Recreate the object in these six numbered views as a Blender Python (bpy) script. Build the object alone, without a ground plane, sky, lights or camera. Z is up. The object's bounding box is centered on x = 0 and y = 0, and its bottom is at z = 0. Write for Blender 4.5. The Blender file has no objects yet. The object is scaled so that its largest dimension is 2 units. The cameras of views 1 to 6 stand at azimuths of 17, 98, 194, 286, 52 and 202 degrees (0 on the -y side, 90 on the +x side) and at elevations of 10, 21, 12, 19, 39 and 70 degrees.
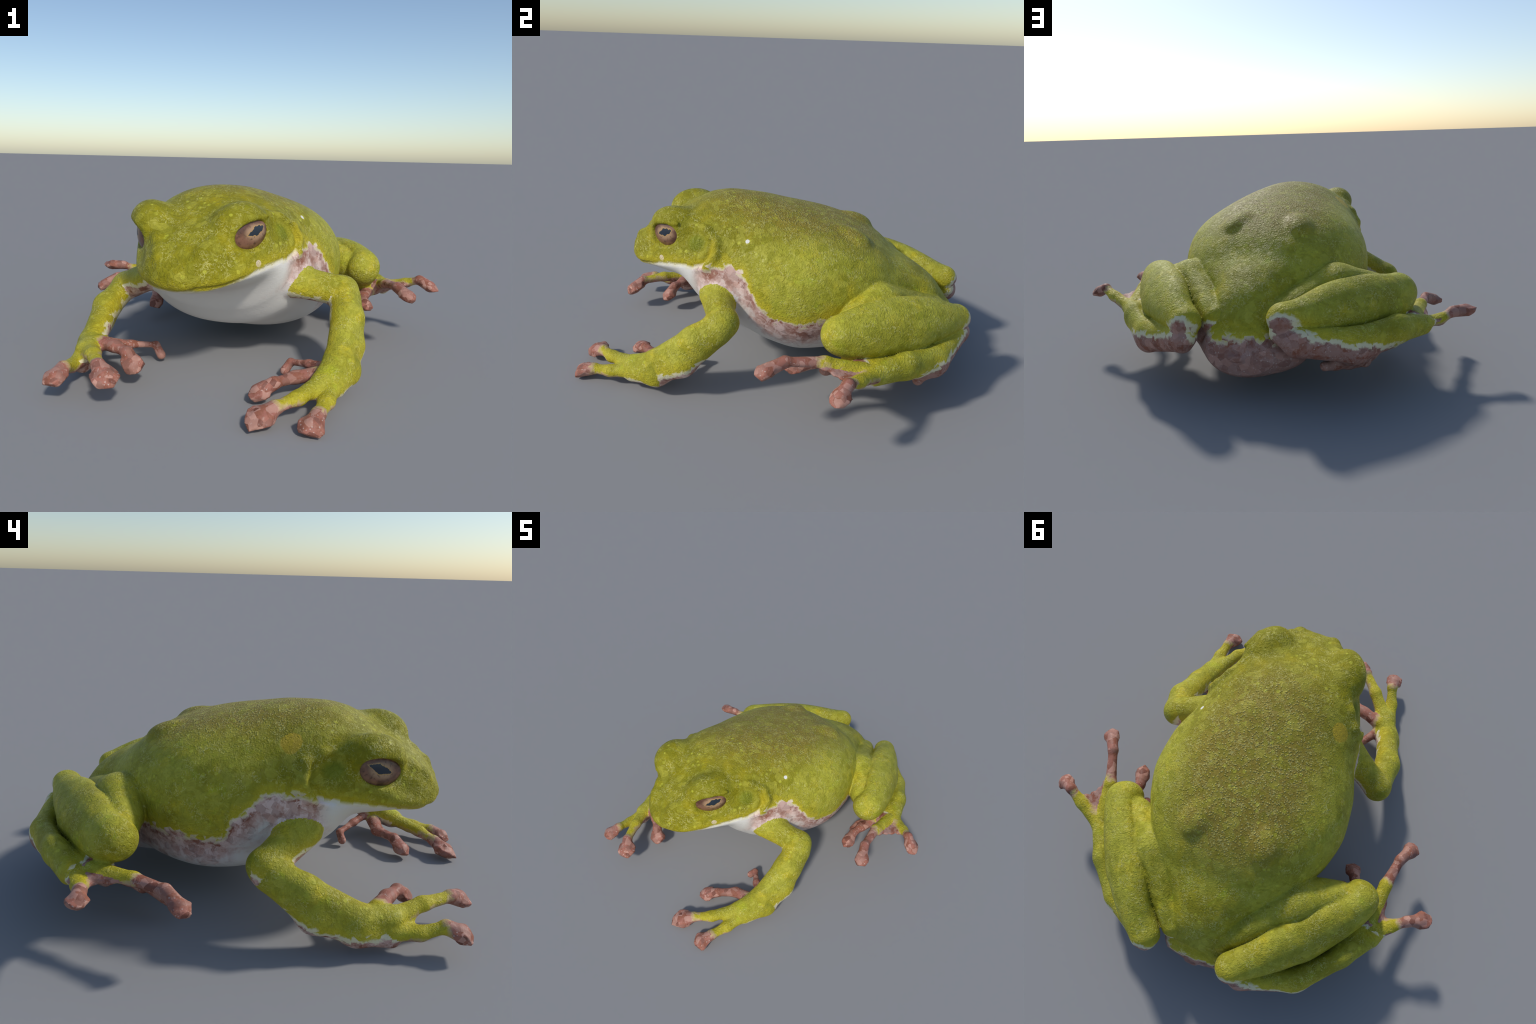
# A crouching tree frog: one smooth skin built from a lofted trunk, limb chains
# and toe pads joined by smooth unions, meshed, then split into named parts.
import bpy, math
import numpy as np
from mathutils import Vector, Matrix

RES = 0.0066            # spacing of the meshing grid (metres)
rng = np.random.default_rng(7)
V = lambda *a: np.array(a, dtype=float)
unit = lambda a: np.asarray(a, float) / np.linalg.norm(a)


# ------------------------------------------------------------------ distance pieces
def pchip(x, y):
    """monotone cubic through a table of stations"""
    x, y = np.asarray(x, float), np.asarray(y, float)
    h, s = np.diff(x), np.diff(y) / np.diff(x)
    m = np.zeros_like(y)
    for i in range(1, len(x) - 1):
        if s[i - 1] * s[i] > 0:
            w1, w2 = 2 * h[i] + h[i - 1], h[i] + 2 * h[i - 1]
            m[i] = (w1 + w2) / (w1 / s[i - 1] + w2 / s[i])
    m[0], m[-1] = s[0], s[-1]

    def f(t):
        t = np.clip(t, x[0], x[-1])
        i = np.clip(np.searchsorted(x, t) - 1, 0, len(x) - 2)
        u = (t - x[i]) / h[i]
        return ((1 + 2 * u) * (1 - u) ** 2 * y[i] + u * (1 - u) ** 2 * h[i] * m[i]
                + u * u * (3 - 2 * u) * y[i + 1] + u * u * (u - 1) * h[i] * m[i + 1])
    return f


def limb(a, b, ra, rb, squash=None, s=1.0):
    """tapered rounded bar; squash = direction in which it is flattened by s"""
    a, b = np.asarray(a, float), np.asarray(b, float)
    n = None if squash is None else unit(squash)
    r = max(ra, rb) * 1.05

    def f(P):
        Q, A, B = P, a, b
        if n is not None:
            st = lambda X: X + ((X - a) @ n)[..., None] * n * (1 / s - 1)
            Q, B = st(P), st(b[None])[0]
        ab = B - A
        t = np.clip(((Q - A) @ ab) / (ab @ ab), 0, 1)
        d = np.linalg.norm(Q - A - t[..., None] * ab, axis=-1) - (ra + (rb - ra) * t)
        return d * (1 if n is None else min(1.0, 0.5 + 0.5 * s))
    return f, np.minimum(a, b) - r, np.maximum(a, b) + r


def frame(axis, up):
    x = unit(axis)
    z = unit(np.asarray(up, float) - (np.asarray(up, float) @ x) * x)
    return np.stack([x, np.cross(z, x), z])        # rows: along, side, up


def blob(c, size, axis=(1, 0, 0), up=(0, 0, 1)):
    """ellipsoid; size = half lengths along axis, side, up"""
    c, R, k = np.asarray(c, float), frame(axis, up), np.asarray(size, float)

    def f(P):
        q = (P - c) @ R.T
        k0 = np.linalg.norm(q / k, axis=-1)
        k1 = np.linalg.norm(q / (k * k), axis=-1)
        return k0 * (k0 - 1) / np.maximum(k1, 1e-6)
    e = np.sqrt(((R * k[:, None]) ** 2).sum(0))
    return f, c - e, c + e


def pad(c, size, axis, up, facets=16, seed=0):
    """toe pad: a flat lump with a few plane facets"""
    g = np.random.default_rng(100 + seed)
    c, R, k = np.asarray(c, float), frame(axis, up), np.asarray(size, float)
    i = np.arange(facets) + 0.5
    ph, th = np.arccos(1 - 2 * i / facets), math.pi * (1 + 5 ** 0.5) * i
    d = np.stack([np.cos(th) * np.sin(ph), np.sin(th) * np.sin(ph), np.cos(ph)], 1) + g.normal(0, 0.16, (facets, 3))
    d /= np.linalg.norm(d, axis=1)[:, None]
    n = (d / k) / np.linalg.norm(d / k, axis=1)[:, None]
    h = (n * d * k).sum(1) * g.uniform(0.84, 0.97, facets)

    def f(P):
        return ((P - c) @ R.T @ n.T - h).max(-1)
    e = np.full(3, k.max() * 1.1)
    return f, c - e, c + e


def loft(table, n_top, n_bot, sway):
    """trunk: stations along y of half width, height of widest line, top, bottom"""
    T = np.array(table, float)
    W, ZC, ZT, ZB = (pchip(T[:, 0], T[:, j]) for j in (1, 2, 3, 4))
    NT, NB, XC = pchip(*zip(*n_top)), pchip(*zip(*n_bot)), pchip(*zip(*sway))

    def F(P):
        x, y, z = P[..., 0], P[..., 1], P[..., 2]
        zc = ZC(y)
        up = z > zc
        hh = np.where(up, ZT(y) - zc, zc - ZB(y))
        n = np.where(up, NT(y), NB(y))
        u, v = np.abs(x - XC(y)) / W(y), np.abs(z - zc) / np.maximum(hh, 1e-3)
        f = np.power(np.power(u, n) + np.power(v, n) + 1e-12, 1 / n) - 1
        cap = np.maximum(T[0, 0] - y, y - T[-1, 0])
        return f, cap

    def f(P):
        e = 2e-3
        f0, cap = F(P)
        g = np.stack([F(P + e * ax)[0] - f0 for ax in np.eye(3)], -1) / e
        gn = np.clip(np.linalg.norm(g, axis=-1), 1.5, 30)
        return np.maximum(f0 / gn, cap)
    lo = V(-T[:, 1].max(), T[0, 0], T[:, 4].min())
    hi = V(T[:, 1].max(), T[-1, 0], T[:, 3].max())
    return f, lo, hi


def smin(a, b, k):
    h = np.clip(0.5 + 0.5 * (b - a) / k, 0, 1)
    return b + (a - b) * h - k * h * (1 - h)


# ------------------------------------------------------------------ the frog's plan
PIECES = []      # (part name, distance piece, blend width, mode)


def add(part, piece, k=0.02, mode="add"):
    PIECES.append((part, piece, k, mode))


def group(k, groove=0.0):
    """following pieces are joined with each other first; end_group() then joins the whole
    to the body, pressing a crease of the given depth into the seam"""
    PIECES.append(("", None, k, ("open", groove)))


def end_group():
    PIECES.append(("", None, 0, ("close", 0)))


def chain(part, pts, radii, k=0.02, k0=None, squash=None, s=1.0):
    for i in range(len(pts) - 1):
        add(part, limb(pts[i], pts[i + 1], radii[i], radii[i + 1], squash, s), (k0 if i == 0 and k0 else k))


# trunk and head:  y, half width, widest height, top, bottom
TRUNK = [(-0.820, .018, .500, .515, .485), (-0.808, .07, .500, .540, .465), (-0.781, .125, .505, .580, .448),
         (-0.74, .180, .505, .632, .434), (-0.66, .235, .512, .690, .432), (-0.58, .278, .522, .730, .414),
         (-0.48, .325, .535, .788, .385), (-0.38, .362, .535, .835, .275), (-0.28, .400, .510, .850, .192),
         (-0.15, .430, .480, .845, .160), (0.00, .480, .455, .820, .110), (0.15, .492, .445, .792, .074),
         (0.30, .460, .430, .752, .085), (0.40, .417, .420, .715, .078), (0.50, .368, .400, .660, .072),
         (0.60, .285, .380, .580, .068), (0.70, .190, .360, .530, .068), (0.80, .152, .320, .462, .082),
         (0.87, .148, .275, .375, .105), (0.92, .118, .245, .305, .140), (0.94, .02, .215, .225, .205)]
SWAY = [(-.84, 0), (-.55, -.004), (-.3, -.002), (0, .012), (.3, .006), (.6, .002), (.95, 0)]
add("torso", loft(TRUNK, [(-.84, 2.2), (-.6, 2.3), (-.4, 2.08), (-.2, 1.97), (.1, 2.12), (.3, 2.35), (.55, 2.4), (.95, 2.1)],
                  [(-.84, 2.2), (-.7, 1.95), (-.50, 1.8), (-.38, 2.25), (0, 2.3), (.2, 2.2), (.4, 2.1), (.95, 2.3)], SWAY))
add("torso", blob((-.015, .60, .215), (.285, .34, .128)), .06)
add("torso", blob((-.17, .15, .235), (.26, .33, .112)), .05)
add("torso", blob((-.07, .78, .205), (.22, .14, .105)), .05)

# brows, and cheeks
EYES = {1: dict(c=V(.198, -.548, .668), front=V(.189, -.641, .684), rear=V(.284, -.485, .722), mid=V(.262, -.570, .674)),
        -1: dict(c=V(-.216, -.558, .655), front=V(-.195, -.665, .665), rear=V(-.300, -.508, .700), mid=V(-.278, -.590, .650))}
for s in (1, -1):
    add("head", blob((.088 * s, -.735, .598), (.024, .024, .026)), .02)
for s, e in EYES.items():
    add("head", blob(e["c"] + (V(-.018, .010, .040) if s > 0 else V(-.008, .012, .045)), (.130, .090, .088), (0.42 * s, .9, .08)), .06)
# sacral humps
add("torso", blob((.146, .372, .694), (.085, .055, .042), (.3, 1, -.3)), .04)
add("torso", blob((-.170, .380, .690), (.085, .055, .042), (-.3, 1, -.3)), .04)

# fore limbs ------------------------------------------------------------
ARMS = {
    1: dict(shoulder=V(.30, -.27, .44), elbow=V(.570, -.180, .375), mid=V(.612, -.31, .285), wrist=V(.610, -.500, .155), palm=V(.580, -.62, .105), r=(.067, .070, .058),
            keel=[V(.615, -.20, .325), V(.645, -.36, .178), V(.645, -.49, .105), V(.615, -.62, .075)],
            fingers=[[V(.565, -.64, .100), V(.500, -.775, .080), V(.432, -.855, .066), V(.386, -.908, .042)],
                     [V(.605, -.62, .085), V(.604, -.740, .065), V(.592, -.835, .057), V(.578, -.895, .035)],
                     [V(.530, -.53, .090), V(.440, -.560, .075), V(.374, -.651, .075), V(.322, -.695, .045)],
                     [V(.560, -.48, .110), V(.470, -.425, .090), V(.375, -.365, .066), V(.352, -.385, .030)]]),
    -1: dict(shoulder=V(-.30, -.30, .42), elbow=V(-.555, -.190, .310), mid=V(-.568, -.363, .238), wrist=V(-.515, -.570, .135), palm=V(-.470, -.68, .130), r=(.062, .062, .054),
             keel=[V(-.575, -.22, .260), V(-.585, -.40, .142), V(-.540, -.56, .085), V(-.496, -.69, .060)],
             fingers=[[V(-.450, -.70, .130), V(-.370, -.799, .155), V(-.280, -.905, .155), V(-.228, -.942, .124)],
                      [V(-.495, -.69, .088), V(-.480, -.795, .088), V(-.450, -.890, .118), V(-.446, -.950, .098)],
                      [V(-.440, -.63, .145), V(-.350, -.66, .148), V(-.270, -.695, .140), V(-.227, -.722, .098)],
                      [V(-.450, -.57, .130), V(-.375, -.47, .095), V(-.290, -.385, .075), V(-.255, -.400, .032)]]),
}
for s, a in ARMS.items():
    tag = f"{s}"
    add("forelimb" + tag, limb(a["shoulder"] - V(0, .012, 0), a["elbow"] - V(0, .008, 0), .072, .066), .035)
    add("forelimb" + tag, limb(a["shoulder"] + V(.07 * s, -.035, -.035), a["elbow"] + V(-.06 * s, -.042, 0), .045, .044), .035)
    chain("forearm" + tag, [a["elbow"], a["mid"], a["wrist"]], a["r"], .03)
    chain("forearm" + tag, a["keel"][:3], [.040, .052, .052], .05, squash=(s, 0, .6), s=.85)
    chain("hand" + tag, [a["wrist"], a["palm"]], [a["r"][2], .056], .03, squash=(0, .15, 1), s=.75)
    chain("hand" + tag, a["keel"][2:], [.052, .042], .04)
    f0, f1 = a["fingers"][:2]
    add("hand" + tag, limb(f0[0] * .4 + f0[1] * .6 - V(0, 0, .01), f1[0] * .4 + f1[1] * .6 - V(0, 0, .01), .018, .018), .025)   # web
    for j, f in enumerate(a["fingers"]):
        thin = (1, 1, .95, .62)[j]
        chain(f"finger{tag}_{j}", f[:3], [.040 * thin, .031 * thin, .025 * thin], .02, squash=(0, 0, 1), s=.85)
        ax = unit(f[3] - f[2])
        chain(f"finger{tag}_{j}", f[2:], [.030 * thin, .034 * thin], .012)
        size = ((.060, .056, .030), (.052, .050, .028), (.050, .048, .026), (.022, .018, .014))[j]
        add(f"finger{tag}_{j}", pad(f[3] - ax * .006, size, ax, (0, -.3, 1), 15, seed=j + 10 * s), .008)

# hind limbs ------------------------------------------------------------
LEGS = {
    1: dict(hip=V(.12, .80, .33), thigh=V(.338, .525, .408), knee=V(.597, .358, .388), heel=V(.230, .905, .348), calf=V(.435, .655, .402),
            ankle=V(.245, .915, .285), mid=V(.472, .787, .222), mid2=V(.605, .653, .260), foot=V(.70, .520, .265),
            toes=[[V(.70, .46, .285), V(.735, .30, .325), V(.800, .135, .345), V(.855, .06, .322)],
                  [V(.72, .50, .275), V(.830, .445, .308), V(.905, .402, .338), V(.960, .375, .312)],
                  [V(.63, .42, .25), V(.615, .31, .245), V(.620, .230, .240), V(.640, .170, .228)],
                  [V(.60, .46, .22), V(.565, .40, .205), V(.560, .345, .200), V(.565, .300, .185)]]),
    -1: dict(hip=V(-.12, .78, .33), thigh=V(-.368, .513, .405), knee=V(-.645, .390, .375), heel=V(-.205, .895, .380), calf=V(-.450, .655, .380),
             ankle=V(-.27, .915, .295), mid=V(-.50, .825, .245), mid2=V(-.66, .660, .268), foot=V(-.77, .530, .265),
             toes=[[V(-.73, .44, .275), V(-.755, .26, .280), V(-.785, .115, .275), V(-.825, .04, .242)],
                   [V(-.76, .50, .265), V(-.840, .435, .260), V(-.905, .390, .288), V(-.968, .360, .290)],
                   [V(-.66, .44, .235), V(-.640, .34, .20), V(-.610, .265, .165), V(-.588, .215, .120)],
                  [V(-.62, .47, .20), V(-.585, .41, .170), V(-.570, .36, .150), V(-.565, .32, .130)]],
             flap=[V(-.36, .80, .145), V(-.45, .70, .122), V(-.515, .615, .102), V(-.57, .49, .122)]),
}
for s, l in LEGS.items():
    tag = f"{s}"
    out = unit(np.cross(l["knee"] - l["heel"], (0, 0, 1)) * s * V(1, 1, 0))
    out = out if out[1] > 0 else -out
    group(.014, .0045)
    chain("hindlimb" + tag, [l["hip"], l["thigh"], l["knee"]], [.082, .128, .072], .03)
    chain("hindlimb" + tag, [l["hip"] + V(.05 * s, -.05, -.08), l["thigh"] + V(0, .05, -.09), l["knee"] + V(0, .05, -.07)], [.08, .085, .060], .025)
    end_group()
    group(.008, .0065)
    add("shank" + tag, blob(l["calf"] + out * .002 + (l["knee"] - l["calf"]) * .12, (.365, .092, .130), l["knee"] + V(0, 0, .008) - l["heel"], V(0, 0, 1) - .72 * out), .03)
    chain("shank" + tag, [l["knee"], l["calf"] - V(0, 0, .02), l["heel"]], [.093, .085, .073], .03)
    chain("shank" + tag, [l["knee"] + V(0, .06, -.06), l["calf"] + out * .03 - V(0, 0, .07)], [.06, .07], .05)
    end_group()
    group(.012, .007)
    up = V(0, 0, .014)
    chain("foot" + tag, [l["heel"] - V(0, 0, .04), l["ankle"], l["mid"] + up, l["mid2"] + up, l["foot"]], [.070, .066, .078, .064, .048], .02, squash=out, s=.78)
    add("foot" + tag, limb(l["knee"] * .6 + l["foot"] * .4 - V(0, 0, .07) + out * .03, l["mid2"] - out * .03, .042, .05), .03)
    end_group()
    for j, t in enumerate(l["toes"]):
        chain(f"toe{tag}_{j}", t[:3], [.036, .028, .023], .02, squash=(0, 0, 1), s=.85)
        chain(f"toe{tag}_{j}", t[2:], [.027, .030], .012)
        ax = unit(t[3] - t[2])
        k = 1 if j < 3 else .6
        add(f"toe{tag}_{j}", pad(t[3], (.050 * k, .043 * k, .023 * k), ax, (0, 0, 1), 15, seed=40 + j + 10 * s), .008)
    add("foot" + tag, limb(l["mid"] + V(.03 * s, -.05, 0), V(.51 * s, .725, .150), .05, .026), .03)   # sole knob
    for p, q in zip(l.get("flap", [])[:-1], l.get("flap", [])[1:]):      # loose web hanging under the sole
        add("foot" + tag, limb(p, q, .022, .022), .02)
        m = (p + q) / 2
        for root in (l["mid"], l["mid2"], l["foot"]):
            if np.linalg.norm(root - m) < .24:
                add("foot" + tag, limb(m + V(.03, -.02, 0), root + V(.03, -.03, -.05), .026, .030), .03)
    # web between the two outer toes
    a, b, c = l["toes"][0], l["toes"][1], l["foot"]
    for u in (0.0, .2, .4, .6, .8, 1.0):
        e = (a[1] * .7 + a[2] * .3) * (1 - u) + (b[1] * .6 + b[2] * .4) * u
        e = e + (c - e) * ((.12 if s > 0 else .5) * 4 * u * (1 - u)) - V(0, 0, .08 * u * (1 - u))
        add("foot" + tag, limb(c, e, .022, .012, (0, 0, 1), .6), .02)

# eardrums and the skin fold that curls over them, laid on the trunk's surface
trunk_f = PIECES[0][1][0]


def on_skin(p, lift=0.0):
    p = np.array(p, float)
    for _ in range(6):
        f0 = trunk_f(p[None])[0]
        g = unit([(trunk_f((p + d)[None])[0] - f0) / 1e-3 for d in np.eye(3) * 1e-3])
        p = p - f0 * g
    return p + lift * g, g


for s, dz in ((1, 0), (-1, -.02)):
    # ridge from brow to nostril, hollow cheek below it, mouth line
    q = [on_skin(V(x * s, y, z), -.016)[0] for x, y, z in ((.165, -.64, .705), (.130, -.70, .655), (.094, -.748, .602), (.07, -.79, .56))]
    chain("head", q, [.026, .024, .022, .016], .03)
    add("head", blob(on_skin(V(.205 * s, -.70, .575), .012)[0], (.07, .035, .022), (.5 * s, .8, .3), (s, -.6, .1)), .04, "cut")
    q = [on_skin(V(x * s, y, z + .5 * dz), .005)[0] for x, y, z in ((0, -.82, .458), (.09, -.80, .460), (.17, -.74, .472), (.235, -.66, .490), (.28, -.58, .518), (.325, -.47, .542), (.352, -.37, .556))]
    for i in range(len(q) - 1):
        add("head", limb(q[i], q[i + 1], .0075, .0075), .010, "cut")
    fold = [(.245, -.470, .775), (.285, -.425, .770), (.330, -.340, .745), (.365, -.282, .695), (.372, -.275, .625), (.362, -.310, .565), (.345, -.36, .545)]
    q = [on_skin(V(x * s, y - (.02 if s < 0 else 0), z + dz), -.010)[0] for x, y, z in fold]
    chain("torso", q, [.012, .018, .022, .024, .024, .022, .014], .022)
    c, g = on_skin(V(.325 * s, -.385 - (.02 if s < 0 else 0), .665 + dz), .006)
    add("head", blob(c, (.055, .050, .016), (0, 1, .2), g), .03, "cut")
    add("head", blob(c - g * .022, (.038, .036, .014), (0, 1, .2), g), .012)
    q = [on_skin(V(x * s, y - .03 - (.02 if s < 0 else 0), z + dz), .004)[0] for x, y, z in fold[3:]]
    for i in range(3):
        add("head", limb(q[i], q[i + 1], .010, .010), .014, "cut")
# hollow under the vent
add("torso", limb((-.085, .905, .345), (.095, .905, .345), .020, .020), .02, "cut")
# eye openings are cut out of the brows
for s, e in EYES.items():
    l = unit(e["rear"] - e["front"])
    out = unit(np.cross(l, (0, 0, 1)) * s)
    out = out if out[0] * s > 0 else -out
    up = unit(np.cross(out, l))
    e["l"], e["out"], e["up"] = l, out, up if up[2] > 0 else -up
    up_ = e["up"]
    add("head", blob(e["mid"] - e["up"] * .008 - l * (.012 if s > 0 else .002) + out * .012, ((.102 if s > 0 else .110), .066, .070), l, e["out"]), .008, "cut")
    lid = [e["front"] + up_ * .014, (e["front"] + e["rear"]) / 2 + up_ * .034 + out * .012, e["rear"] + up_ * .016]
    chain("head", lid, [.009, .013, .009], .012)


# ------------------------------------------------------------------ meshing
def build_skin():
    lo, hi = V(-1.06, -1.05, -.03), V(1.06, 1.03, .93)
    n = np.ceil((hi - lo) / RES).astype(int) + 1
    ax = [lo[i] + RES * np.arange(n[i]) for i in range(3)]
    D = np.full(n, .2, np.float32)
    body, seam = D, None
    for part, piece, k, mode in PIECES:
        if mode[0] == "open":
            seam, D = (k, mode[1]), np.full(n, .2, np.float32)
            continue
        if mode[0] == "close":
            i = np.argwhere(D < .15)
            sl = tuple(slice(p, q + 1) for p, q in zip(i.min(0), i.max(0)))
            A, B = body[sl], D[sl]
            body[sl] = smin(A, B, seam[0]) + seam[1] * np.exp(-((A - B) / .013) ** 2)
            D = body
            continue
        f, a, b = piece
        m = .03 + k
        i0 = np.clip(((a - m - lo) / RES).astype(int), 0, n - 1)
        i1 = np.clip(((b + m - lo) / RES).astype(int) + 2, 1, n)
        P = np.stack(np.meshgrid(*[ax[i][i0[i]:i1[i]] for i in range(3)], indexing="ij"), -1)
        sl = tuple(slice(i0[i], i1[i]) for i in range(3))
        d = f(P).astype(np.float32)
        D[sl] = smin(D[sl], d, k) if mode == "add" else -smin(-D[sl], d, k)
    # surface nets
    inside = D < 0
    c = [inside[i:n[0] - 1 + i, j:n[1] - 1 + j, q:n[2] - 1 + q] for i in (0, 1) for j in (0, 1) for q in (0, 1)]
    cnt = sum(x.astype(np.int8) for x in c)
    cells = np.argwhere((cnt > 0) & (cnt < 8))
    idx = np.full(n - 1, -1, np.int64)
    idx[tuple(cells.T)] = np.arange(len(cells))
    acc, num = np.zeros((len(cells), 3)), np.zeros(len(cells))
    corners = np.array([(i, j, q) for i in (0, 1) for j in (0, 1) for q in (0, 1)])
    for a in range(8):
        for b in range(a + 1, 8):
            if np.abs(corners[a] - corners[b]).sum() != 1:
                continue
            da, db = D[tuple((cells + corners[a]).T)], D[tuple((cells + corners[b]).T)]
            x = (da < 0) != (db < 0)
            t = np.where(x, da / np.where(x, da - db, 1), 0)
            acc += np.where(x[:, None], corners[a] + (corners[b] - corners[a]) * t[:, None], 0)
            num += x
    verts = lo + RES * (cells + acc / num[:, None])
    quads = []
    for d in range(3):
        e = np.eye(3, dtype=int)
        u, w = (d + 1) % 3, (d + 2) % 3
        A = inside[tuple(slice(0, n[i] - (i == d)) for i in range(3))]
        B = inside[tuple(slice(int(i == d), n[i]) for i in range(3))]
        for flip, mask in ((False, A & ~B), (True, ~A & B)):
            p = np.argwhere(mask)
            p = p[((p > 0) & (p < n - 1)).all(1) | ((p[:, u] > 0) & (p[:, w] > 0))]
            q = np.stack([idx[tuple((p - e[u] * i - e[w] * j).T)] for i, j in ((1, 1), (0, 1), (0, 0), (1, 0))], 1)
            quads.append(q[:, ::-1] if flip else q)
    return verts, np.concatenate(quads)


def neighbours_mean(X, E, nv):
    s, c = np.zeros((nv, X.shape[1])), np.bincount(E.ravel(), minlength=nv)[:, None]
    for i in range(X.shape[1]):
        s[:, i] = np.bincount(E[:, 0], X[E[:, 1], i], nv) + np.bincount(E[:, 1], X[E[:, 0], i], nv)
    return s / np.maximum(c, 1)


def keep_largest(verts, F):
    lab = np.arange(len(verts))
    E = np.concatenate([F[:, [0, 1]], F[:, [1, 2]], F[:, [2, 3]], F[:, [3, 0]]])
    while True:
        m = np.minimum(lab[E[:, 0]], lab[E[:, 1]])
        new = lab.copy()
        np.minimum.at(new, E[:, 0], m)
        np.minimum.at(new, E[:, 1], m)
        new = new[new]
        if (new == lab).all():
            break
        lab = new
    vals, cnts = np.unique(lab, return_counts=True)
    keep = lab == vals[cnts.argmax()]
    remap = np.cumsum(keep) - 1
    return verts[keep], remap[F[keep[F[:, 0]]]]


def vertex_normals(verts, F):
    fn = np.cross(verts[F[:, 2]] - verts[F[:, 0]], verts[F[:, 3]] - verts[F[:, 1]])
    vn = np.zeros_like(verts)
    for j in range(4):
        for i in range(3):
            vn[:, i] += np.bincount(F[:, j], fn[:, i], len(verts))
    return vn / np.maximum(np.linalg.norm(vn, axis=1), 1e-12)[:, None]


verts, F = keep_largest(*build_skin())
E = np.unique(np.sort(np.concatenate([F[:, [0, 1]], F[:, [1, 2]], F[:, [2, 3]], F[:, [3, 0]]]), 1), axis=0)
for lam in (.5, -.52) * 2:
    verts = verts + lam * (neighbours_mean(verts, E, len(verts)) - verts)
NORMALS = vertex_normals(verts, F)

# which part each face belongs to
cen = verts[F].mean(1)
names = sorted({p for p, _, _, m in PIECES if m == "add"})
best, owner = np.full(len(F), 9.0), np.zeros(len(F), int)
for part, piece, k, mode in PIECES:
    if mode != "add":
        continue
    f, a, b = piece
    near = ((cen > a - .05) & (cen < b + .05)).all(1)
    i = np.nonzero(near)[0]
    d = f(cen[i])
    d = d - (.012 if part.startswith("head") else 0)
    w = d < best[i]
    best[i[w]], owner[i[w]] = d[w], names.index(part)
# the head is the front of the trunk
neck = (cen[:, 1] < -.36 - .25 * np.clip(.42 - cen[:, 2], 0, .2)) & (owner == names.index("torso"))
owner[neck] = names.index("head")
owner[(owner == names.index("head")) & (cen[:, 1] > -.36)] = names.index("torso")


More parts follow.
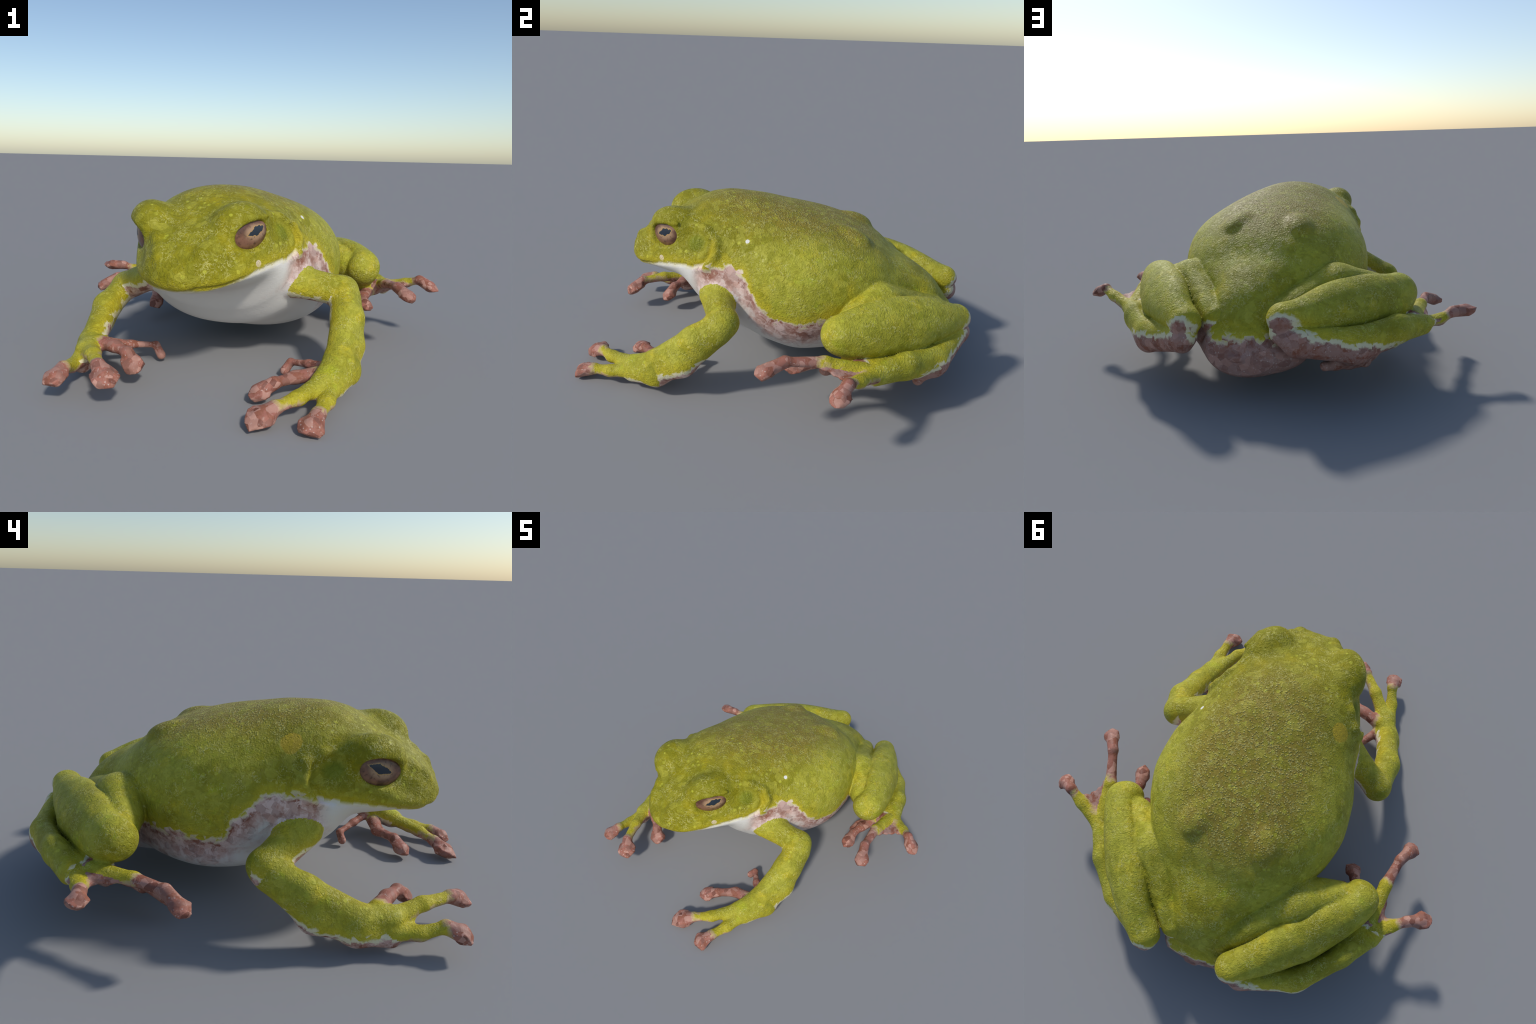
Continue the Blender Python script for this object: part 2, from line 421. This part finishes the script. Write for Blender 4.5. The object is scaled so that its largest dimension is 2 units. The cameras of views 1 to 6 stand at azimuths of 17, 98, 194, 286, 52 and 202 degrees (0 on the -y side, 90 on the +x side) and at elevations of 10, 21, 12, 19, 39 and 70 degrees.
# ------------------------------------------------------------------ materials
class Nodes:
    """small helper to write node masks as expressions"""

    def __init__(self, name):
        self.mat = bpy.data.materials.new(name)
        self.mat.use_nodes = True
        self.t = self.mat.node_tree
        self.t.nodes.clear()
        self.co = self.t.nodes.new("ShaderNodeTexCoord").outputs["Object"]
        sep = self.t.nodes.new("ShaderNodeSeparateXYZ")
        self.t.links.new(self.co, sep.inputs[0])
        self.x, self.y, self.z = sep.outputs

    def put(self, sock, v):
        if isinstance(v, bpy.types.NodeSocket):
            self.t.links.new(v, sock)
        elif v is not None:
            sock.default_value = v

    def math(self, op, a, b=None, c=None, clamp=False):
        n = self.t.nodes.new("ShaderNodeMath")
        n.operation, n.use_clamp = op, clamp
        for i, v in enumerate((a, b, c)):
            self.put(n.inputs[i], v)
        return n.outputs[0]

    def add(self, a, b): return self.math("ADD", a, b)
    def sub(self, a, b): return self.math("SUBTRACT", a, b)
    def mul(self, a, b): return self.math("MULTIPLY", a, b)

    def step(self, v, lo, hi):
        n = self.t.nodes.new("ShaderNodeMapRange")
        n.interpolation_type = "SMOOTHSTEP"
        for i, w in enumerate((v, lo, hi, 0.0, 1.0)):
            self.put(n.inputs[i], w)
        return n.outputs[0]

    def plane(self, c, d):
        c, d = np.asarray(c, float), unit(d)
        n = self.t.nodes.new("ShaderNodeVectorMath")
        n.operation = "DOT_PRODUCT"
        self.put(n.inputs[0], self.co)
        n.inputs[1].default_value = tuple(d)
        return self.sub(n.outputs["Value"], float(c @ d))

    def dist(self, c, scale=(1, 1, 1)):
        n = self.t.nodes.new("ShaderNodeVectorMath")
        n.operation = "SUBTRACT"
        self.put(n.inputs[0], self.co)
        n.inputs[1].default_value = tuple(c)
        m = self.t.nodes.new("ShaderNodeVectorMath")
        m.operation = "MULTIPLY"
        self.put(m.inputs[0], n.outputs[0])
        m.inputs[1].default_value = tuple(1 / v for v in scale)
        q = self.t.nodes.new("ShaderNodeVectorMath")
        q.operation = "LENGTH"
        self.put(q.inputs[0], m.outputs[0])
        return q.outputs["Value"]

    def noise(self, scale, detail=3, rough=.55, dist=0.0, co=None, out=0):
        n = self.t.nodes.new("ShaderNodeTexNoise")
        self.put(n.inputs["Vector"], co or self.co)
        for k, v in (("Scale", scale), ("Detail", detail), ("Roughness", rough), ("Distortion", dist)):
            n.inputs[k].default_value = v
        return n.outputs[out]

    def voronoi(self, scale, feature="F1", co=None, out="Distance", rand=1.0):
        n = self.t.nodes.new("ShaderNodeTexVoronoi")
        n.feature = feature
        self.put(n.inputs["Vector"], co or self.co)
        n.inputs["Scale"].default_value = scale
        n.inputs["Randomness"].default_value = rand
        return n.outputs[out]

    def mix(self, f, a, b, blend="MIX"):
        n = self.t.nodes.new("ShaderNodeMix")
        n.data_type, n.blend_type = "RGBA", blend
        self.put(n.inputs[0], f)
        for s, v in ((n.inputs[6], a), (n.inputs[7], b)):
            self.put(s, v if isinstance(v, bpy.types.NodeSocket) else (*v, 1.0))
        return n.outputs[2]

    def curve(self, v, pts):
        n = self.t.nodes.new("ShaderNodeFloatCurve")
        self.put(n.inputs["Value"], v)
        c = n.mapping.curves[0]
        while len(c.points) < len(pts):
            c.points.new(.5, .5)
        for p, (a, b) in zip(c.points, pts):
            p.location = (a, b)
        n.mapping.update()
        return n.outputs[0]

    def finish(self, color, rough, bumps, spec=.18):
        t = self.t
        b = t.nodes.new("ShaderNodeBsdfPrincipled")
        self.put(b.inputs["Base Color"], color)
        self.put(b.inputs["Roughness"], rough)
        b.inputs["Specular IOR Level"].default_value = spec
        nrm = None
        for h, dist, strength in bumps:
            n = t.nodes.new("ShaderNodeBump")
            n.inputs["Distance"].default_value = dist
            self.put(n.inputs["Strength"], strength)
            self.put(n.inputs["Height"], h)
            if nrm:
                t.links.new(nrm, n.inputs["Normal"])
            nrm = n.outputs[0]
        if nrm:
            t.links.new(nrm, b.inputs["Normal"])
        o = t.nodes.new("ShaderNodeOutputMaterial")
        t.links.new(b.outputs[0], o.inputs[0])
        return self.mat


TYMPANUM, FOLD = (.205, .235, .016), (.50, .405, .024)
GREEN, OLIVE, YELLOW = (.435, .415, .042), (.290, .262, .014), (.57, .465, .026)
LIME, WHITE, HEAD = (.41, .47, .026), (.78, .75, .70), (.220, .200, .004)
PINK, BROWN, DARKBROWN = (.56, .36, .29), (.28, .105, .066), (.13, .055, .042)


def skin(name, edge, back=0.0, spots=(), pale=None, brown_depth=None, rim=.9, facets=.45):
    """frog skin. edge(N) gives a signed distance (m): above 0 green, below pale and brown.
    back: strength of the olive granular back; spots: (centre, radii, colour)"""
    N = Nodes(name)
    shard_co = N.voronoi(26, out="Color")
    sep = N.t.nodes.new("ShaderNodeSeparateColor")
    N.put(sep.inputs[0], shard_co)
    r1, r2, r3 = sep.outputs
    big, mid, fine = N.noise(3.2, 3), N.noise(11, 4), N.noise(60, 3, .6)
    # green
    g = N.mix(N.step(big, .38, .66), GREEN, OLIVE)
    g = N.mix(N.mul(N.step(mid, .50, .72), .75), g, YELLOW)
    g = N.mix(N.mul(N.step(N.noise(7, 3, .6, 1.0), .60, .72), .55), g, LIME)
    if back:
        g = N.mix(N.mul(N.step(N.y, .10, -.30), .85), g, N.mix(N.step(mid, .45, .65), HEAD, (.295, .255, .006)))
        top = N.mul(N.mul(N.step(N.dist((0, .18, .86), (.44, .70, .36)), 1.05, .50), back), N.step(mid, .12, .45))
        g = N.mix(N.mul(top, .95), g, (.270, .200, .030))
    g = N.mix(N.mul(N.step(N.noise(24, 3, .6), .52, .66), .45), g, OLIVE)
    g = N.mix(N.mul(N.step(N.noise(38, 4, .65), .50, .64), .35), g, (.24, .225, .010))
    g = N.mix(N.mul(N.step(N.noise(31, 4, .65, .8), .55, .70), .30), g, (.62, .59, .11))
    fleck = N.mul(N.step(N.voronoi(24), .26, .16), N.step(N.noise(6, 2), .45, .60))
    g = N.mix(N.mul(fleck, .55), g, (.60, .60, .06))
    # shards: sharp-edged patches of a slightly different green
    sh = N.mul(N.math("GREATER_THAN", r1, .70), .38)
    g = N.mix(sh, g, N.mix(r2, (.23, .23, .012), (.54, .50, .075)))
    # baked skin highlights, painted as pale dots and curly flecks
    ve = N.voronoi(85)
    worm = N.math("ABSOLUTE", N.sub(N.noise(62, 1, .5, .5), .5))
    painted_glints = N.mul(N.math("MAXIMUM", N.step(ve, .30, .14), N.step(worm, .040, .015)), N.step(N.noise(13, 2), .42, .58))
    dull = N.math("LESS_THAN", r1, .70)
    painted_glints = N.mul(painted_glints, dull)
    if back:
        painted_glints = N.math("MAXIMUM", painted_glints, N.mul(N.step(ve, .40, .18), top))
    g = N.mix(N.mul(painted_glints, .42), g, (.70, .66, .24))
    creases = N.mul(N.mul(N.step(N.voronoi(70, "DISTANCE_TO_EDGE"), .12, .0), .15), dull)
    g = N.mix(creases, g, (.22, .19, .012))
    for c, rad, col in spots:
        d = N.add(N.dist(c, rad), N.mul(N.sub(mid, .5), .6))
        soft = col in (TYMPANUM, FOLD)
        g = N.mix(N.mul(N.step(d, 1.25 if soft else 1.05, .4 if soft else .9), .7 if soft else 1.0), g, col)
    # boundary
    e = edge(N)
    jag = N.add(N.add(N.mul(N.sub(r2, .5), .040 if brown_depth else .02), N.mul(N.sub(mid, .5), .05)), N.mul(N.sub(fine, .5), .035 if brown_depth else .022))
    if brown_depth:      # a clean lip line in front of the shoulders
        jag = N.mul(jag, N.add(.2, N.mul(N.step(N.y, -.45, -.25), .8)))
    e = N.add(e, jag)
    soft = .004 if rim > .5 else .016
    g = N.mix(N.mul(N.step(e, .075, .0), .65), g, YELLOW)
    # below the edge
    web = N.noise(19, 6, .68, .6)
    blot = N.step(web, .44, .60)
    if brown_depth:
        blot = N.mul(blot, N.add(.30, N.mul(N.step(e, -.11, -.02), .7)))
    p = pale or (.38, .22, .18)
    if brown_depth:
        p = N.mix(N.step(N.y, .45, .70), p, (.36, .22, .19))
    under = N.mix(blot, p, BROWN)
    deep = N.step(N.noise(42, 3, .7), .55, .70)
    under = N.mix(N.mul(deep, .5), under, N.mix(r3, DARKBROWN, PINK))
    specks = N.mul(N.step(N.voronoi(70), .28, .14), N.step(N.noise(9, 2), .42, .56))
    streak = N.step(N.noise(33, 4, .7, 1.5), .56, .70)
    under = N.mix(N.mul(streak, .40), under, (.62, .42, .35))
    under = N.mix(N.mul(specks, .55), under, (.60, .50, .45))
    fs = N.voronoi(34, out="Color")
    fsep = N.t.nodes.new("ShaderNodeSeparateColor")
    N.put(fsep.inputs[0], fs)
    under = N.mix(N.mul(N.math("GREATER_THAN", fsep.outputs[0], .45), facets), under, N.mix(fsep.outputs[1], (.15, .052, .036), (.58, .33, .26)))
    if brown_depth:
        far = N.step(N.add(e, N.mul(N.sub(web, .5), .16)), -brown_depth * .35, -brown_depth)
        far = N.mul(N.math("MAXIMUM", far, N.step(N.y, -.34, -.42)), N.step(N.y, .62, .40))
        under = N.mix(far, under, WHITE)
    col = N.mix(N.step(e, -.002 - soft, soft), under, g)
    col = N.mix(N.mul(N.mul(N.step(e, -.020, -.008), N.step(e, .012, .0)), rim), col, (.76, .70, .46))
    wrinkle = N.math("ABSOLUTE", N.sub(N.noise(26, 5, .6, 1.2), .5))
    relief = N.add(N.noise(75, 4, .6), N.mul(N.step(wrinkle, .0, .07), .8))
    on = N.add(.2, N.mul(N.step(e, -.02, .02), .8))
    return N.finish(col, N.add(.38, N.mul(fine, .25)),
                    [(relief, .006, N.mul(on, .5)), (N.step(ve, .45, .12), .006, N.mul(on, N.add(.28, N.mul(top, .4)) if back else .28)), (big, .02, .2)])


def torso_edge(N):
    t = N.mul(N.add(N.y, 1.0), .5)
    ptsA = [(0, .44), (.10, .448), (.13, .458), (.17, .488), (.21, .520), (.275, .542), (.325, .555), (.36, .570), (.42, .578), (.455, .52), (.48, .435), (.52, .378), (.58, .36), (.64, .39), (.70, .34), (.80, .29), (.90, .29), (1, .30)]
    ptsB = [(0, .44), (.10, .448), (.13, .455), (.17, .475), (.21, .500), (.275, .525), (.325, .545), (.36, .556), (.42, .545), (.455, .48), (.48, .435), (.525, .340), (.58, .345), (.64, .355), (.70, .34), (.80, .29), (.90, .29), (1, .30)]
    a, b = N.curve(t, ptsA), N.curve(t, ptsB)
    zb = N.add(N.mul(a, N.step(N.x, -.05, .05)), N.mul(b, N.step(N.x, .05, -.05)))
    return N.sub(N.z, zb)


def lower(*planes):
    def edge(N):
        e = None
        for c, d in planes:
            p = N.plane(c, d)
            e = p if e is None else N.math("MINIMUM", e, p)
        return e
    return edge


def eye_material():
    N = Nodes("amber_eye")
    return N


def make_mesh(name, faces, mat, parent):
    ids, inv = np.unique(F[faces], return_inverse=True)
    me = bpy.data.meshes.new(name)
    me.from_pydata(verts[ids].tolist(), [], inv.reshape(-1, 4).tolist())
    me.shade_smooth()
    me.normals_split_custom_set_from_vertices(NORMALS[ids].tolist())
    me.materials.append(mat)
    ob = bpy.data.objects.new(name, me)
    bpy.context.scene.collection.objects.link(ob)
    ob.parent = parent
    return ob


frog = bpy.data.objects.new("tree_frog", None)
bpy.context.scene.collection.objects.link(frog)
frog["label"] = "crouching yellow-green tree frog with pale belly"
frog["category"] = "frog"

faces_of = {nm: np.nonzero(owner == i)[0] for i, nm in enumerate(names)}
SPOTS = [(tuple(on_skin(V(.325, -.385, .665))[0]), (.045, .050, .045), TYMPANUM), (tuple(on_skin(V(-.325, -.405, .645))[0]), (.045, .050, .045), TYMPANUM),
         ((.46, .33, .41), (.08, .10, .06), FOLD), ((.37, -.29, .62), (.035, .03, .10), FOLD),
         ((.346, -.119, .698), (.013, .013, .013), (.85, .82, .74)), ((-.302, -.223, .736), (.05, .045, .05), (.50, .36, .03)),
         ((.273, -.576, .549), (.016, .016, .016), (.80, .66, .58))]
torso_mat = skin("torso_skin", torso_edge, back=1.0, spots=SPOTS, pale=(.72, .53, .47), brown_depth=.20, rim=.55)
torso = make_mesh("torso", faces_of["torso"], torso_mat, frog)
head = make_mesh("head", faces_of["head"], torso_mat, frog)

for s in (1, -1):
    a, l, tag = ARMS[s], LEGS[s], f"{s}"
    up_mat = skin("upper_arm_skin", lower((a["shoulder"] + V(.02 * s, -.02, -.035), (.35 * s, -.1, 1)), (a["shoulder"] + V(.02 * s, 0, 0), (s, .1, 0))), pale=(.70, .50, .43))
    arm = make_mesh("forelimb", faces_of["forelimb" + tag], up_mat, frog)
    mid = (a["elbow"] + a["wrist"]) / 2
    fm = skin("forearm_skin", lower((mid + V(-.045 * s, 0, 0), (s, -.2, .35)), (a["keel"][1] + V(0, 0, -.012), (.1 * s, -.35, .9))), pale=(.70, .52, .45))
    make_mesh("forearm", faces_of["forearm" + tag], fm, arm)
    hm = skin("hand_skin", lower((a["palm"] + V(0, 0, -.022), (.3 * s, -.1, 1))), pale=(.62, .42, .36))
    make_mesh("hand", faces_of["hand" + tag], hm, arm)
    for j, f in enumerate(a["fingers"]):
        if j < 2:
            ed = lower((f[1] + V(0, 0, -.008), (.25 * s, 0, 1)), (f[2] - (f[2] - f[1]) * (.10 if j == 0 else .0), f[0] - f[2]))
        else:
            ed = lower((f[0] + V(0, 0, .01), f[0] - f[1]))
        make_mesh("finger", faces_of[f"finger{tag}_{j}"], skin("finger_skin", ed, pale=(.37, .15, .11), rim=.2, facets=.75), arm)
    leg = make_mesh("hindlimb", faces_of["hindlimb" + tag],
                    skin("thigh_skin", lower((l["thigh"] + V(0, 0, -.14), (0, -.2, 1)))), frog)
    make_mesh("shank", faces_of["shank" + tag],
              skin("shank_skin", lower((l["calf"] + V(0, 0, -.15), (0, -.15, 1)), (l["heel"] + V(0, .04, 0), (0, -1, .45)))), leg)
    make_mesh("foot", faces_of["foot" + tag],
              skin("foot_skin", lower((l["mid"] + V(0, .035, .035), (0, -.35, .94)), (l["heel"] + V(0, .05, -.02), (0, -1, .5)), (l["foot"] + V(0, -.03, 0), (0, 1, .3)))), leg)
    for j, t in enumerate(l["toes"]):
        ed = lower((t[1] + V(0, 0, -.004), (0, .3, 1)), (t[1] + (t[2] - t[1]) * (.1, .55, -1., -3.)[j], t[0] - t[2]))
        make_mesh("toe", faces_of[f"toe{tag}_{j}"], skin("toe_skin", ed, pale=(.36, .145, .105), rim=.2, facets=.75), leg)

# eyes
for s, e in EYES.items():
    N = Nodes("amber_eye")
    c = e["mid"] - e["out"] * .066 - e["l"] * .010
    R = np.stack([e["l"], e["up"], e["out"]])
    u, v = N.plane(e["mid"], e["l"]), N.plane(e["mid"] , e["up"])
    n1, n2 = N.noise(14, 4), N.noise(70, 3)
    col = N.mix(N.step(n1, .42, .62), (.105, .045, .028), (.25, .120, .072))
    ring = N.math("SQRT", N.add(N.math("POWER", N.math("ABSOLUTE", N.mul(u, 1 / .100)), 2.0), N.math("POWER", N.math("ABSOLUTE", N.mul(v, 1 / .064)), 2.0)))
    col = N.mix(N.step(N.add(ring, N.mul(N.sub(n1, .5), .5)), .72, .30), col, (.42, .26, .15))
    col = N.mix(N.mul(N.step(n2, .52, .7), .6), col, (.045, .018, .012))
    col = N.mix(N.step(ring, .9, 1.25), col, (.05, .022, .016))
    slit = N.add(N.math("POWER", N.math("ABSOLUTE", N.mul(N.sub(u, .008), 1 / .050)), 1.6), N.math("ABSOLUTE", N.mul(N.add(N.sub(v, .006), N.mul(u, -.15)), 1 / .018)))
    slit = N.add(slit, N.mul(N.sub(N.noise(45, 3, .6), .5), 1.3))
    col = N.mix(N.step(slit, 1.35, 1.05), col, (.46, .28, .10))
    col = N.mix(N.step(slit, 1.05, .97), col, (.020, .030, .045))
    mat = N.finish(col, .3, [], .5)
    bpy.ops.mesh.primitive_uv_sphere_add(segments=48, ring_count=32, radius=1)
    ob = bpy.context.object
    ob.name = ob.data.name = "eye"
    ob.data.transform(Matrix(((R[0][0] * .116, R[1][0] * .092, R[2][0] * .062, c[0]),
                              (R[0][1] * .116, R[1][1] * .092, R[2][1] * .062, c[1]),
                              (R[0][2] * .116, R[1][2] * .092, R[2][2] * .062, c[2]), (0, 0, 0, 1))))
    ob.data.flip_normals() if np.linalg.det(R) < 0 else None
    ob.data.shade_smooth()
    ob.data.materials.append(mat)
    ob.parent = head
    # nostril
    bpy.ops.mesh.primitive_uv_sphere_add(segments=20, ring_count=12, radius=1)
    ob = bpy.context.object
    ob.name = ob.data.name = "nostril"
    ob.data.transform(Matrix.Translation((.092 * s, -.742, .598)) @ Matrix.Diagonal((.014, .016, .018, 1)))
    ob.data.shade_smooth()
    N = Nodes("nostril_skin")
    ob.data.materials.append(N.finish(N.mix(N.step(N.noise(80), .45, .6), (.07, .045, .03), (.35, .27, .14)), .6, []))
    ob.parent = head
